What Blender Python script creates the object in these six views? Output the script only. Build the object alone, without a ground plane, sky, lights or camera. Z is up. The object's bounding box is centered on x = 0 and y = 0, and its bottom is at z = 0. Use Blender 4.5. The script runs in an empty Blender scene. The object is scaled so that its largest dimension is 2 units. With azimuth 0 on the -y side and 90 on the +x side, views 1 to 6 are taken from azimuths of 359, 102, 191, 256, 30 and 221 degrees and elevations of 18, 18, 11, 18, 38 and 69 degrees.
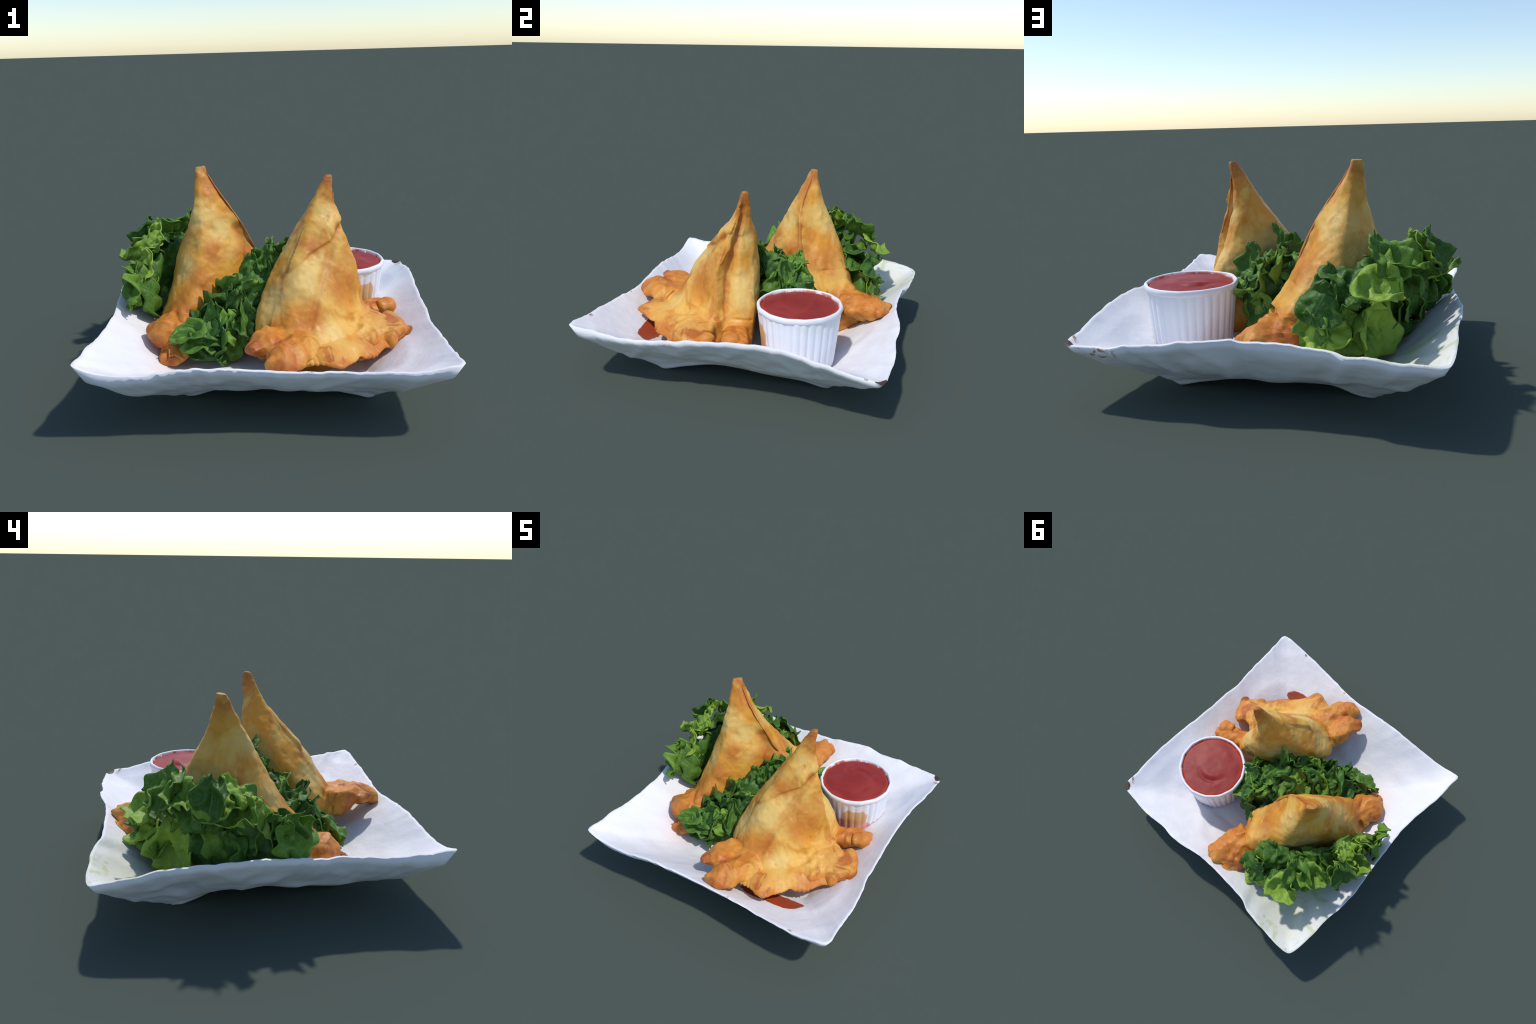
"""Two fried pastry triangles with lettuce and a paper cup of red sauce in a white folded paper tray."""
import bpy, bmesh, math, random
from mathutils import Vector, Matrix, noise
from mathutils.bvhtree import BVHTree

V = Vector


# ------------------------------------------------------------------ helpers
def catmull(p0, p1, p2, p3, t, k=0.42):
    m1, m2 = (p2 - p0) * k, (p3 - p1) * k
    t2, t3 = t * t, t * t * t
    return p1 * (2 * t3 - 3 * t2 + 1) + m1 * (t3 - 2 * t2 + t) + p2 * (3 * t2 - 2 * t3) + m2 * (t3 - t2)


def spline_closed(pts, n_per, k=0.42):
    pts = [V(p) for p in pts]
    n, out = len(pts), []
    for i in range(n):
        for j in range(n_per):
            out.append(catmull(pts[i - 1], pts[i], pts[(i + 1) % n], pts[(i + 2) % n], j / n_per, k))
    return out


def spline_open(pts, n_per, k=0.45):
    pts = [V(p) for p in pts]
    n, out = len(pts), []
    for i in range(n - 1):
        for j in range(n_per):
            out.append(catmull(pts[max(i - 1, 0)], pts[i], pts[i + 1], pts[min(i + 2, n - 1)], j / n_per, k))
    out.append(pts[-1])
    return out


def polyline_at(pts, t):
    """Point at fraction t of the length of a polyline."""
    lens = [(pts[i + 1] - pts[i]).length for i in range(len(pts) - 1)]
    want = t * sum(lens)
    for i, l in enumerate(lens):
        if want <= l or i == len(lens) - 1:
            return pts[i].lerp(pts[i + 1], min(1, want / max(l, 1e-9)))
        want -= l


def fbm(p, scale, octaves=3, seed=0.0):
    q = V(p) * scale + V((seed, seed * 1.7, -seed))
    a, s = 1.0, 0.0
    for _ in range(octaves):
        s += a * noise.noise(q)
        q = q * 2.03
        a *= 0.5
    return s


def ridge(p, scale, seed=0.0):
    """Sharp crease pattern, 0..1, 1 on the creases."""
    return 1.0 - min(1.0, abs(noise.noise(V(p) * scale + V((seed, -seed, seed * .6)))) * 3.2)


def smoothstep(a, b, x):
    t = max(0.0, min(1.0, (x - a) / (b - a)))
    return t * t * (3 - 2 * t)


def new_object(name, verts, faces, mat=None, parent=None, origin=(0, 0, 0), smooth=True):
    o = V(origin)
    me = bpy.data.meshes.new(name)
    me.from_pydata([V(v) - o for v in verts], [], faces)
    bm = bmesh.new()
    bm.from_mesh(me)
    bmesh.ops.recalc_face_normals(bm, faces=bm.faces)
    bm.to_mesh(me)
    bm.free()
    for p in me.polygons:
        p.use_smooth = smooth
    ob = bpy.data.objects.new(name, me)
    bpy.context.collection.objects.link(ob)
    if mat:
        me.materials.append(mat)
    if parent:
        ob.parent = parent
    return ob


def new_thing(name, loc, label, category):
    e = bpy.data.objects.new(name, None)
    e.location = loc
    e.empty_display_size = 0.1
    bpy.context.collection.objects.link(e)
    e["label"] = label
    e["category"] = category
    return e


def loft(rings, cap=True):
    n = len(rings[0])
    verts = [p for r in rings for p in r]
    faces = []
    for i in range(len(rings) - 1):
        for j in range(n):
            a, b = i * n + j, i * n + (j + 1) % n
            faces.append((a, b, b + n, a + n))
    if cap:
        for base, ring in ((0, rings[0]), ((len(rings) - 1) * n, rings[-1])):
            c = sum(ring, V((0, 0, 0))) / n
            verts.append(c)
            ci = len(verts) - 1
            for j in range(n):
                faces.append((base + j, base + (j + 1) % n, ci))
    return verts, faces


def tube(spine, radii, flat=1.0, up=(0, 0, 1), n=18, twist=0.0, steps=6, lump=0.0, seed=0.0):
    """A closed swept body: spine points, radius at each, flattened along 'up'."""
    pts = spline_open(spine, steps)
    rad = [r.x for r in spline_open([V((r, 0, 0)) for r in radii], steps)]
    rings = []
    for i, p in enumerate(pts):
        d = (pts[min(i + 1, len(pts) - 1)] - pts[max(i - 1, 0)]).normalized()
        side = d.cross(V(up)).normalized()
        top = side.cross(d).normalized()
        ring = []
        for j in range(n):
            a = 2 * math.pi * j / n + twist * i / len(pts)
            q = p + side * math.cos(a) * rad[i] + top * math.sin(a) * rad[i] * flat
            q += (q - p) * lump * fbm(q, 14, 2, seed)
            ring.append(q)
        rings.append(ring)
    return loft(rings)


# ---------------------------------------------------------------- materials
class Nodes:
    def __init__(self, name):
        self.mat = bpy.data.materials.new(name)
        self.mat.use_nodes = True
        self.t = self.mat.node_tree
        self.t.nodes.clear()
        self.out = self.t.nodes.new("ShaderNodeOutputMaterial")
        self.coord = self.t.nodes.new("ShaderNodeTexCoord").outputs["Object"]

    def link(self, a, b):
        self.t.links.new(a, b)

    def put(self, sock, v):
        if hasattr(v, "links"):
            self.link(v, sock)
        else:
            sock.default_value = v

    def noise(self, scale, detail=3.0, rough=0.55, distort=0.0, coord=None):
        n = self.t.nodes.new("ShaderNodeTexNoise")
        n.inputs["Scale"].default_value = scale
        n.inputs["Detail"].default_value = detail
        n.inputs["Roughness"].default_value = rough
        n.inputs["Distortion"].default_value = distort
        self.link(coord or self.coord, n.inputs["Vector"])
        return n.outputs["Fac"]

    def mapped(self, loc=(0, 0, 0), rot=(0, 0, 0), scale=(1, 1, 1)):
        m = self.t.nodes.new("ShaderNodeMapping")
        m.inputs["Location"].default_value = loc
        m.inputs["Rotation"].default_value = rot
        m.inputs["Scale"].default_value = scale
        self.link(self.coord, m.inputs["Vector"])
        return m.outputs["Vector"]

    def math(self, op, a, b=0.0, clamp=False):
        n = self.t.nodes.new("ShaderNodeMath")
        n.operation = op
        n.use_clamp = clamp
        self.put(n.inputs[0], a)
        self.put(n.inputs[1], b)
        return n.outputs[0]

    def remap(self, v, a, b, c=0.0, d=1.0):
        n = self.t.nodes.new("ShaderNodeMapRange")
        n.interpolation_type = "SMOOTHSTEP"
        for k, x in (("From Min", a), ("From Max", b), ("To Min", c), ("To Max", d)):
            n.inputs[k].default_value = x
        self.put(n.inputs["Value"], v)
        return n.outputs["Result"]

    def near(self, centre, radius, soft=0.5, scale=(1, 1, 1)):
        """1 close to a point in object space, fading to 0 at the radius."""
        m = self.t.nodes.new("ShaderNodeVectorMath")
        m.operation = "SUBTRACT"
        self.link(self.coord, m.inputs[0])
        m.inputs[1].default_value = centre
        s = self.t.nodes.new("ShaderNodeVectorMath")
        s.operation = "MULTIPLY"
        self.link(m.outputs[0], s.inputs[0])
        s.inputs[1].default_value = scale
        l = self.t.nodes.new("ShaderNodeVectorMath")
        l.operation = "LENGTH"
        self.link(s.outputs[0], l.inputs[0])
        return self.remap(l.outputs["Value"], radius * (1 - soft), radius, 1.0, 0.0)

    def near_line(self, pts, radius, soft=.9):
        """1 on a polyline in object space, fading to 0 at the radius."""
        best = None
        for a, b in zip(pts[:-1], pts[1:]):
            a, b = V(a), V(b)
            ab = b - a
            q = self.vec("SUBTRACT", self.coord, tuple(a))
            d = self.t.nodes.new("ShaderNodeVectorMath")
            d.operation = "DOT_PRODUCT"
            self.link(q, d.inputs[0])
            d.inputs[1].default_value = tuple(ab / ab.length_squared)
            t = self.math("ADD", d.outputs["Value"], 0.0, True)
            sc = self.t.nodes.new("ShaderNodeVectorMath")
            sc.operation = "SCALE"
            sc.inputs[0].default_value = tuple(ab)
            self.link(t, sc.inputs["Scale"])
            r = self.vec("SUBTRACT", q, sc.outputs[0])
            l = self.t.nodes.new("ShaderNodeVectorMath")
            l.operation = "LENGTH"
            self.link(r, l.inputs[0])
            best = l.outputs["Value"] if best is None else self.math("MINIMUM", best, l.outputs["Value"])
        wob = self.math("MULTIPLY", self.math("SUBTRACT", self.noise(13, 3), .5), radius * .9)
        return self.remap(self.math("ADD", best, wob), radius * (1 - soft), radius, 1.0, 0.0)

    def vec(self, op, a, b):
        n = self.t.nodes.new("ShaderNodeVectorMath")
        n.operation = op
        for s, v in ((n.inputs[0], a), (n.inputs[1], b)):
            if hasattr(v, "links"):
                self.link(v, s)
            else:
                s.default_value = v
        return n.outputs[0]

    def mix(self, fac, a, b):
        n = self.t.nodes.new("ShaderNodeMix")
        n.data_type = "RGBA"
        n.clamp_factor = True
        self.put(n.inputs[0], fac)
        for s, v in ((n.inputs[6], a), (n.inputs[7], b)):
            if hasattr(v, "links"):
                self.link(v, s)
            else:
                s.default_value = (*v, 1)
        return n.outputs[2]

    def bump(self, height, strength, dist):
        b = self.t.nodes.new("ShaderNodeBump")
        b.inputs["Strength"].default_value = strength
        b.inputs["Distance"].default_value = dist
        self.link(height, b.inputs["Height"])
        return b.outputs["Normal"]

    def principled(self, colour, rough=0.5, spec=0.5, normal=None, **kw):
        p = self.t.nodes.new("ShaderNodeBsdfPrincipled")
        if hasattr(colour, "links"):
            self.link(colour, p.inputs["Base Color"])
        else:
            p.inputs["Base Color"].default_value = (*colour, 1)
        self.put(p.inputs["Roughness"], rough)
        p.inputs["Specular IOR Level"].default_value = spec
        for k, v in kw.items():
            p.inputs[k].default_value = v
        if normal:
            self.link(normal, p.inputs["Normal"])
        return p.outputs[0]

    def done(self, shader):
        self.link(shader, self.out.inputs["Surface"])
        return self.mat


def pastry_material(name, origin, corners, tip, pale, browned, orange, ends, seed):
    """Fried dough: pale blistered belly, orange-brown corners and folds, dark tip."""
    n = Nodes(name)
    o = V(origin)
    off = n.mapped(loc=(seed, seed * .7, -seed))
    big = n.noise(3.6, 4, 0.55, 0.6, off)
    mid = n.noise(10.0, 4, 0.6, 0.8, off)
    fine = n.noise(60.0, 3, 0.6, 0.0, off)
    streak = n.noise(6.0, 4, .6, 1.2, n.mapped(loc=(seed, 2, 1), scale=(1, 1, .35)))
    pale_c, gold, deep, orange_c, brown = (.76, .43, .085), (.70, .305, .034), (.56, .190, .018), (.58, .185, .026), (.27, .070, .013)
    col = n.mix(n.remap(big, .42, .56), pale_c, gold)
    col = n.mix(n.remap(mid, .50, .66, 0, .65), col, (.70, .40, .10))
    col = n.mix(n.remap(streak, .54, .68, 0, .65), col, deep)
    for c, r in pale:
        m = n.math("MULTIPLY", n.near(tuple(V(c) - o), r, .75), n.remap(mid, .36, .54, .45, 1.0))
        col = n.mix(m, col, (.76, .50, .150))
    for c, r in orange:
        m = n.math("MULTIPLY", n.near(tuple(V(c) - o), r, .8), n.remap(mid, .34, .54, .45, 1.0))
        col = n.mix(m, col, (.55, .190, .024))
    edge = 0.0
    for c, r in corners:
        m = n.near(tuple(V(c) - o), r, .75)
        edge = m if edge == 0.0 else n.math("MAXIMUM", edge, m)
    col = n.mix(n.math("MULTIPLY", edge, n.remap(big, .34, .58, .35, 1.0)), col, orange_c)
    col = n.mix(n.math("MULTIPLY", edge, n.remap(mid, .50, .62, 0, .5)), col, (.64, .27, .05))
    col = n.mix(n.math("MULTIPLY", edge, n.remap(streak, .50, .62, 0, .85)), col, (.42, .105, .018))
    for line, r, k in browned:
        m = n.math("MULTIPLY", n.near_line([tuple(V(p) - o) for p in line], r), k)
        col = n.mix(n.math("MULTIPLY", m, n.remap(big, .36, .56, .45, 1)), col, (.47, .135, .018))
    for c, r in ends:
        m = n.math("MULTIPLY", n.near(tuple(V(c) - o), r, .9), n.remap(mid, .34, .54, .45, 1.0))
        col = n.mix(m, col, (.36, .085, .016))
    m = n.math("MULTIPLY", n.near(tuple(V(tip) - o), .16, .9), n.remap(mid, .38, .56, .35, 1))
    col = n.mix(m, col, (.40, .115, .022))
    col = n.mix(n.remap(n.noise(6.5, 5, .62, 1.5, off), .62, .74, 0, .55), col, (.44, .13, .018))
    col = n.mix(n.remap(n.noise(15, 4, .6, .8, off), .66, .76, 0, .4), col, brown)
    col = n.mix(n.remap(fine, .52, .72, 0, .06), col, (.38, .16, .04))
    h = n.math("ADD", n.math("MULTIPLY", mid, .8), n.math("MULTIPLY", n.noise(28, 4, .6, .8, off), .35))
    return n.done(n.principled(col, n.remap(mid, .3, .7, .42, .60), .34, n.bump(h, .22, .025)))


def paper_material():
    n = Nodes("white_paper")
    soft = n.noise(3.0, 3)
    fine = n.noise(150, 2)
    speck = n.noise(24, 5, .65, .4)
    col = n.mix(n.remap(soft, .35, .7), (.80, .795, .815), (.86, .845, .85))
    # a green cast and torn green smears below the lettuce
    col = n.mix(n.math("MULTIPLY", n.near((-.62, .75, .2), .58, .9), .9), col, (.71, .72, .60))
    smear = n.noise(7, 5, .6, 1.2)
    g = n.math("MULTIPLY", n.near((-.62, .72, .25), .42, .35), n.remap(smear, .50, .66, 0, .5))
    col = n.mix(g, col, (.42, .52, .16))
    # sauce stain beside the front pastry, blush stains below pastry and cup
    ragged = n.noise(12, 5, .6, .8)
    s = n.math("MULTIPLY", n.near((.34, -.69, .15), .27, .8, (.62, 2.3, 1.4)), 1.0)
    s = n.remap(n.math("ADD", s, n.math("MULTIPLY", ragged, .55)), .72, .80)
    col = n.mix(s, col, (.38, .06, .02))
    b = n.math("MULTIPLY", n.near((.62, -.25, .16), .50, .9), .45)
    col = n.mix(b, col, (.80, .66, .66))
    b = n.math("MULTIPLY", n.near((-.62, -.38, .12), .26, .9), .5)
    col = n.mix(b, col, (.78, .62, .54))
    # scorched corner and small dark nicks on the rim
    c = n.remap(n.math("ADD", n.near((.99, .84, .325), .085, .9), n.math("MULTIPLY", speck, .6)), .80, .95)
    col = n.mix(c, col, (.07, .04, .025))
    for p, r in (((.1, -.93, .36), .08), ((.62, -1.0, .37), .04), ((-.75, 1.0, .35), .08), ((.99, .76, .33), .06)):
        c = n.math("MULTIPLY", n.near(p, r, .6), n.remap(speck, .56, .62))
        col = n.mix(c, col, (.38, .20, .12))
    h = n.math("ADD", n.noise(9, 4), n.math("MULTIPLY", fine, .05))
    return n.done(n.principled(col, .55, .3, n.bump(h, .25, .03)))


def paper_back_material():
    n = Nodes("white_paper_back")
    ragged = n.noise(12, 5, .6, .8)
    col = n.mix(n.remap(n.noise(3.0, 3), .35, .7), (.79, .80, .84), (.85, .84, .86))
    # grease stains along the foot
    for c in ((.54, .12, .09), (-.53, .22, .09)):
        u = n.math("MULTIPLY", n.near(c, .36, .7, (2, 1, 6)), n.remap(ragged, .47, .56, 0, .7))
        col = n.mix(u, col, (.62, .50, .20))
    speck = n.noise(24, 5, .65, .4)
    c = n.math("MULTIPLY", n.near((.99, .84, .325), .05, .7), n.remap(speck, .4, .5))
    col = n.mix(c, col, (.07, .04, .025))
    c = n.math("MULTIPLY", n.near((.80, .87, .32), .14, .6), n.remap(speck, .52, .6))
    col = n.mix(c, col, (.45, .26, .14))
    return n.done(n.principled(col, .55, .3, n.bump(n.noise(9, 4), .25, .03)))


def leaf_material(name, dark, mid, light):
    n = Nodes(name)
    info = n.t.nodes.new("ShaderNodeObjectInfo").outputs["Random"]
    big = n.noise(9, 4, .6, .5)
    var = n.math("ADD", n.math("MULTIPLY", info, .75), n.math("MULTIPLY", big, .5))
    col = n.mix(n.remap(var, .2, .62), dark, mid)
    col = n.mix(n.remap(var, .62, 1.08), col, light)
    sep = n.t.nodes.new("ShaderNodeSeparateXYZ")
    n.link(n.coord, sep.inputs[0])
    rib = n.remap(n.math("ABSOLUTE", sep.outputs[0]), .002, .016, .45, 0)
    col = n.mix(rib, col, (.30, .46, .12))
    vein = n.remap(n.noise(7, 2, .5, 2.5), .47, .53, 0, 1)
    vein = n.math("MULTIPLY", vein, n.remap(n.noise(7, 2, .5, 2.5), .53, .59, 1, 0))
    col = n.mix(n.math("MULTIPLY", vein, .22), col, (.30, .46, .12))
    h = n.noise(18, 3)
    nor = n.bump(h, .3, .01)
    p = n.principled(col, .48, .3, nor)
    t = n.t.nodes.new("ShaderNodeBsdfTranslucent")
    n.link(n.mix(.4, col, (.30, .5, .03)), t.inputs["Color"])
    m = n.t.nodes.new("ShaderNodeMixShader")
    m.inputs[0].default_value = .16
    n.link(p, m.inputs[1])
    n.link(t.outputs[0], m.inputs[2])
    return n.done(m.outputs[0])


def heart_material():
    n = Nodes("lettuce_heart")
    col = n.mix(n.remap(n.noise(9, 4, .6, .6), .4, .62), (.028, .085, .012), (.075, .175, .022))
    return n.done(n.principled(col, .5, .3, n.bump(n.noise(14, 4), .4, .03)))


def cup_material(origin):
    n = Nodes("white_cup_paper")
    o = V(origin)
    rag = n.noise(14, 4, .6, .6, n.mapped(scale=(1, 1, .5)))
    col = n.mix(n.noise(8, 3), (.80, .81, .86), (.88, .86, .88))
    # pastry's orange reflection painted onto the cup side, with a pink patch below
    b = n.near(tuple(V((.56, .09, .24)) - o), .19, .7, (.9, 1, 1.5))
    b = n.remap(n.math("ADD", b, n.math("MULTIPLY", rag, .5)), .40, .62)
    col = n.mix(b, col, (.83, .38, .33))
    a = n.near(tuple(V((.60, .09, .355)) - o), .145, .95, (1, 1, 1.2))
    a = n.remap(n.math("ADD", a, n.math("MULTIPLY", n.noise(11, 4, .6, .6, n.mapped(scale=(1, 1, .3))), 1.5)), 1.02, 1.30, 0, .9)
    col = n.mix(a, col, (.70, .40, .13))
    c = n.math("MULTIPLY", n.near(tuple(V((.30, .40, .3)) - o), .26, .9), n.remap(rag, .35, .65, .3, .75))
    col = n.mix(c, col, (.74, .60, .54))
    # sauce smeared on the inside of the rim
    d = n.near(tuple(V((.50, .315, .50)) - o), .246, .04, (1, 1, 1.6))
    d = n.math("MULTIPLY", d, n.remap(n.noise(10, 4, .6, .6), .42, .58, 0, .9))
    col = n.mix(d, col, (.55, .13, .06))
    return n.done(n.principled(col, .45, .4, n.bump(n.noise(40, 3), .15, .01)))


def ketchup_material():
    n = Nodes("red_sauce")
    big = n.noise(6, 3, .5, 1.0)
    col = n.mix(n.remap(big, .35, .65), (.265, .022, .018), (.32, .036, .028))
    sep = n.t.nodes.new("ShaderNodeSeparateXYZ")
    n.link(n.coord, sep.inputs[0])
    x2 = n.math("POWER", n.math("ABSOLUTE", sep.outputs[0]), 2.0)
    y2 = n.math("POWER", n.math("ABSOLUTE", sep.outputs[1]), 2.0)
    r = n.math("SQRT", n.math("ADD", x2, y2))
    col = n.mix(n.remap(r, .205, .236, 0, .75), col, (.52, .055, .02))
    return n.done(n.principled(col, .52, .3, n.bump(n.noise(14, 3), .12, .02)))


# --------------------------------------------------------------------- tray
FLOOR = .115
RIM = [  # once round the rim, corner by corner, starting front right
    [(.866, -.995, .413), (.72, -1.003, .392), (.576, -.992, .376), (.37, -.963, .368), (.213, -.935, .362), (.007, -.912, .362),
     (-.196, -.910, .382), (-.355, -.908, .388), (-.545, -.898, .376), (-.702, -.898, .356), (-.873, -.895, .372)],
    [(-.998, -.879, .414), (-.993, -.785, .410), (-.985, -.65, .402), (-.956, -.50, .394), (-.925, -.316, .398), (-.921, -.096, .41),
     (-.923, .063, .425), (-.93, .212, .436), (-.935, .349, .438), (-.925, .496, .436), (-.893, .662, .413), (-.879, .823, .383)],
    [(-.842, .985, .352), (-.728, 1.003, .348), (-.621, .993, .350), (-.514, .981, .358), (-.411, .962, .362), (-.334, .925, .370),
     (-.247, .910, .375), (-.1, .894, .380), (.045, .884, .382), (.178, .887, .386), (.342, .908, .384), (.437, .902, .366),
     (.535, .889, .354), (.691, .893, .335), (.844, .876, .328)],
    [(.987, .836, .325), (.985, .705, .338), (.973, .51, .388), (.948, .338, .420), (.923, .177, .432), (.904, .016, .417),
     (.892, -.159, .403), (.884, -.341, .384), (.877, -.401, .376), (.888, -.516, .368), (.892, -.635, .370), (.886, -.774, .380), (.878, -.882, .393)],
]
# footprint edge, same four sides: sags at the four corners, lifted between
BASE = [
    [(.525, -.555, .0), (.42, -.55, .016), (.22, -.53, .052), (-.05, -.52, .062), (-.30, -.52, .062), (-.45, -.50, .016)],
    [(-.50, -.445, .002), (-.52, -.34, .016), (-.515, -.06, .060), (-.51, .15, .075), (-.51, .31, .062), (-.515, .45, .016)],
    [(-.505, .545, -.008), (-.42, .55, .006), (-.28, .53, .045), (-.06, .53, .054), (.15, .53, .060), (.38, .53, .030)],
    [(.535, .515, .002), (.53, .34, .026), (.53, .13, .042), (.53, -.07, .066), (.53, -.23, .068), (.53, -.40, .036)],
]
BOWL = [(.9, 1.65, 1.0), (1.5, 1.3, 1.3), (1.2, 1.1, 1.1), (.95, .95, .95)]   # how hollow the wall is: at each corner, then along the side after it
LIP = [.075, .095, .045, .035]       # height of the turned edge at each corner


def build_tray(inside, outside):
    thing = new_thing("paper_tray", (0, 0, 0), "square white folded paper food tray with raised wavy edges", "food tray")
    per = 96
    rim, base, lip, bowl, belly = [], [], [], [], []
    rs = spline_closed([p for s in RIM for p in s], 8, .46)
    bs = spline_closed([p for s in BASE for p in s], 10, .5)
    ri = bi = 0
    for k in range(4):
        nr, nb = len(RIM[k]) * 8, len(BASE[k]) * 10
        r_side = [rs[(ri + i) % len(rs)] for i in range(nr + 1)]
        b_side = [bs[(bi + i) % len(bs)] for i in range(nb + 1)]
        ri, bi = ri + nr, bi + nb
        for i in range(per):
            t = i / per
            rim.append(polyline_at(r_side, t))
            base.append(polyline_at(b_side, t))
            w = max(0, 1 - t * 4.0) ** 1.5
            w2 = max(0, 1 - (1 - t) * 4.0) ** 1.5
            c, c2 = max(0, 1 - t * 2.2), max(0, 1 - (1 - t) * 2.2)
            m = BOWL[k][1] + (BOWL[k][2] - BOWL[k][1]) * t
            c, c2 = c ** 2, c2 ** 2
            bowl.append(m + (BOWL[k][0] - m) * c + (BOWL[(k + 1) % 4][0] - m) * c2)
            g = max(0, 1 - t * 2.6), max(0, 1 - (1 - t) * 2.6)
            belly.append((.052, .062, .060, .028)[k] - (.030, .034, .030, .018)[k] * g[0] - (.012, .046, .046, .018)[k] * g[1])
            lip.append(.032 + (LIP[k] - .032) * w + (LIP[(k + 1) % 4] - .032) * w2)
    n = len(rim)
    rows = []
    # the edge is crumpled
    calm = rim
    rim = [p + V((0, 0, .010 * fbm(p, 11, 3, 21))) + V((p.x, p.y, 0)).normalized() * (.006 * fbm(p, 9, 3, 31) - .004) for p in rim]
    # floor and inner wall, from the middle out
    FL, WL = 22, 30
    mid = V((0, 0, FLOOR))
    for i in range(1, FL):
        s = i / FL
        rows.append([V((b.x * .95 * s, b.y * .95 * s, FLOOR + .012 * s ** 3 + .006 * fbm(b * s, 5, 2, 1))) for b in base])
    for i in range(WL + 1):
        s = i / WL
        row = []
        for j in range(n):
            b, r = base[j] * .95, calm[j].lerp(rim[j], s ** 5)
            zb = FLOOR + .012
            p = V((b.x + (r.x - b.x) * s, b.y + (r.y - b.y) * s, zb + (r.z - zb) * s ** bowl[j]))
            env = math.sin(math.pi * s) ** .8
            p.z += env * (.018 * fbm(p, 2.6, 2, 4.0) + .010 * (ridge(p, 3.0, 2.0) - .4)) + .004 * fbm(p, 8, 2, 1) * (1 - s)
            row.append(p)
        rows.append(row)
    n_in = len(rows)
    # over the edge, down the lip, outer wall, foot band
    OW = 26
    for i in range(1, OW + 1):
        u = i / OW
        row = []
        for j in range(n):
            b, r = base[j], rim[j]
            out = V((r.x - b.x, r.y - b.y, 0)).normalized()
            if u < .08:
                p = r + out * .006 - V((0, 0, .006))
            else:
                s = 1 - (u - .08) / .92
                top = r + out * .002 - V((0, 0, lip[j]))
                top -= out * lip[j] * .30
                foot = V((b.x, b.y, b.z + .042)) + out * .035
                p = foot.lerp(top, min(1, max(0, (s - .14) / .86)))
                if s < .14:
                    p = foot.lerp(b, (.14 - s) / .14)
                env = math.sin(math.pi * min(1, max(0, (s - .05) / .95))) ** .7
                d = .020 * fbm(p, 3.2, 3, 6.0) + .014 * (ridge(p, 3.6, 3.0) - .45)
                p += V((out.x * .6, out.y * .6, -.75)) * (d * env + belly[j] * math.sin(math.pi * min(1, max(0, s))) ** .8)
            row.append(p)
        rows.append(row)
    for i in range(1, 12):
        s = 1 - i / 12
        rows.append([V((b.x * s, b.y * s, b.z * s ** 2 + .062 * (1 - s ** 2) + .004 * fbm(b * s, 4, 2, 8))) for b in base])
    verts = [mid] + [p for row in rows for p in row] + [V((0, 0, .062))]
    faces = [(0, 1 + j, 1 + (j + 1) % n) for j in range(n)]
    for i in range(len(rows) - 1):
        for j in range(n):
            a, b = 1 + i * n + j, 1 + i * n + (j + 1) % n
            faces.append((a, b, b + n, a + n))
    split = n + (n_in - 1) * n
    last = 1 + (len(rows) - 1) * n
    faces += [(last + j, last + (j + 1) % n, len(verts) - 1) for j in range(n)]
    verts = [V((v[0], v[1], max(v[2], 0))) for v in verts]
    sheet = new_object("folded_sheet", verts, faces, inside, thing)
    sheet.data.materials.append(outside)
    for i, p in enumerate(sheet.data.polygons):
        p.material_index = 0 if i < split + n else 1
    return thing


# ------------------------------------------------------------------ pastries
def shell_body(levels, n_per=8, v_per=7):
    """levels: (z, [(x, y), ...]) from tip down to foot, same point count."""
    cols = len(levels[0][1])
    grid = []
    for c in range(cols):
        grid.append(spline_open([(pts[c][0], pts[c][1], z) for z, pts in levels], v_per, .45))
    rings = []
    for i in range(len(grid[0])):
        rings.append(spline_closed([grid[c][i] for c in range(cols)], n_per, .34))
    return loft(rings)


def remeshed(parts, voxel, smooth_iter):
    verts, faces = [], []
    for v, f in parts:
        b = len(verts)
        verts += list(v)
        faces += [tuple(i + b for i in q) for q in f]
    tmp = new_object("tmp", verts, faces)
    m = tmp.modifiers.new("r", "REMESH")
    m.mode = "VOXEL"
    m.voxel_size = voxel
    s = tmp.modifiers.new("s", "SMOOTH")
    s.factor = .5
    s.iterations = smooth_iter
    dg = bpy.context.evaluated_depsgraph_get()
    me = bpy.data.meshes.new_from_object(tmp.evaluated_get(dg))
    old = tmp.data
    bpy.data.objects.remove(tmp)
    bpy.data.meshes.remove(old)
    return me


def seg_dist(p, pts):
    best = 9
    for a, b in zip(pts[:-1], pts[1:]):
        ab = b - a
        t = max(0, min(1, (p - a).dot(ab) / ab.length_squared))
        best = min(best, (p - a - ab * t).length)
    return best


def seg_side(p, pts, face):
    """Distance to a polyline and signed height below it, seen along 'face'."""
    best, side = 9, 0
    for a, b in zip(pts[:-1], pts[1:]):
        ab = b - a
        t = max(0, min(1, (p - a).dot(ab) / ab.length_squared))
        r = p - a - ab * t
        if r.length < best:
            best, side = r.length, r.dot(ab.cross(face).normalized())
    return best, side


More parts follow.
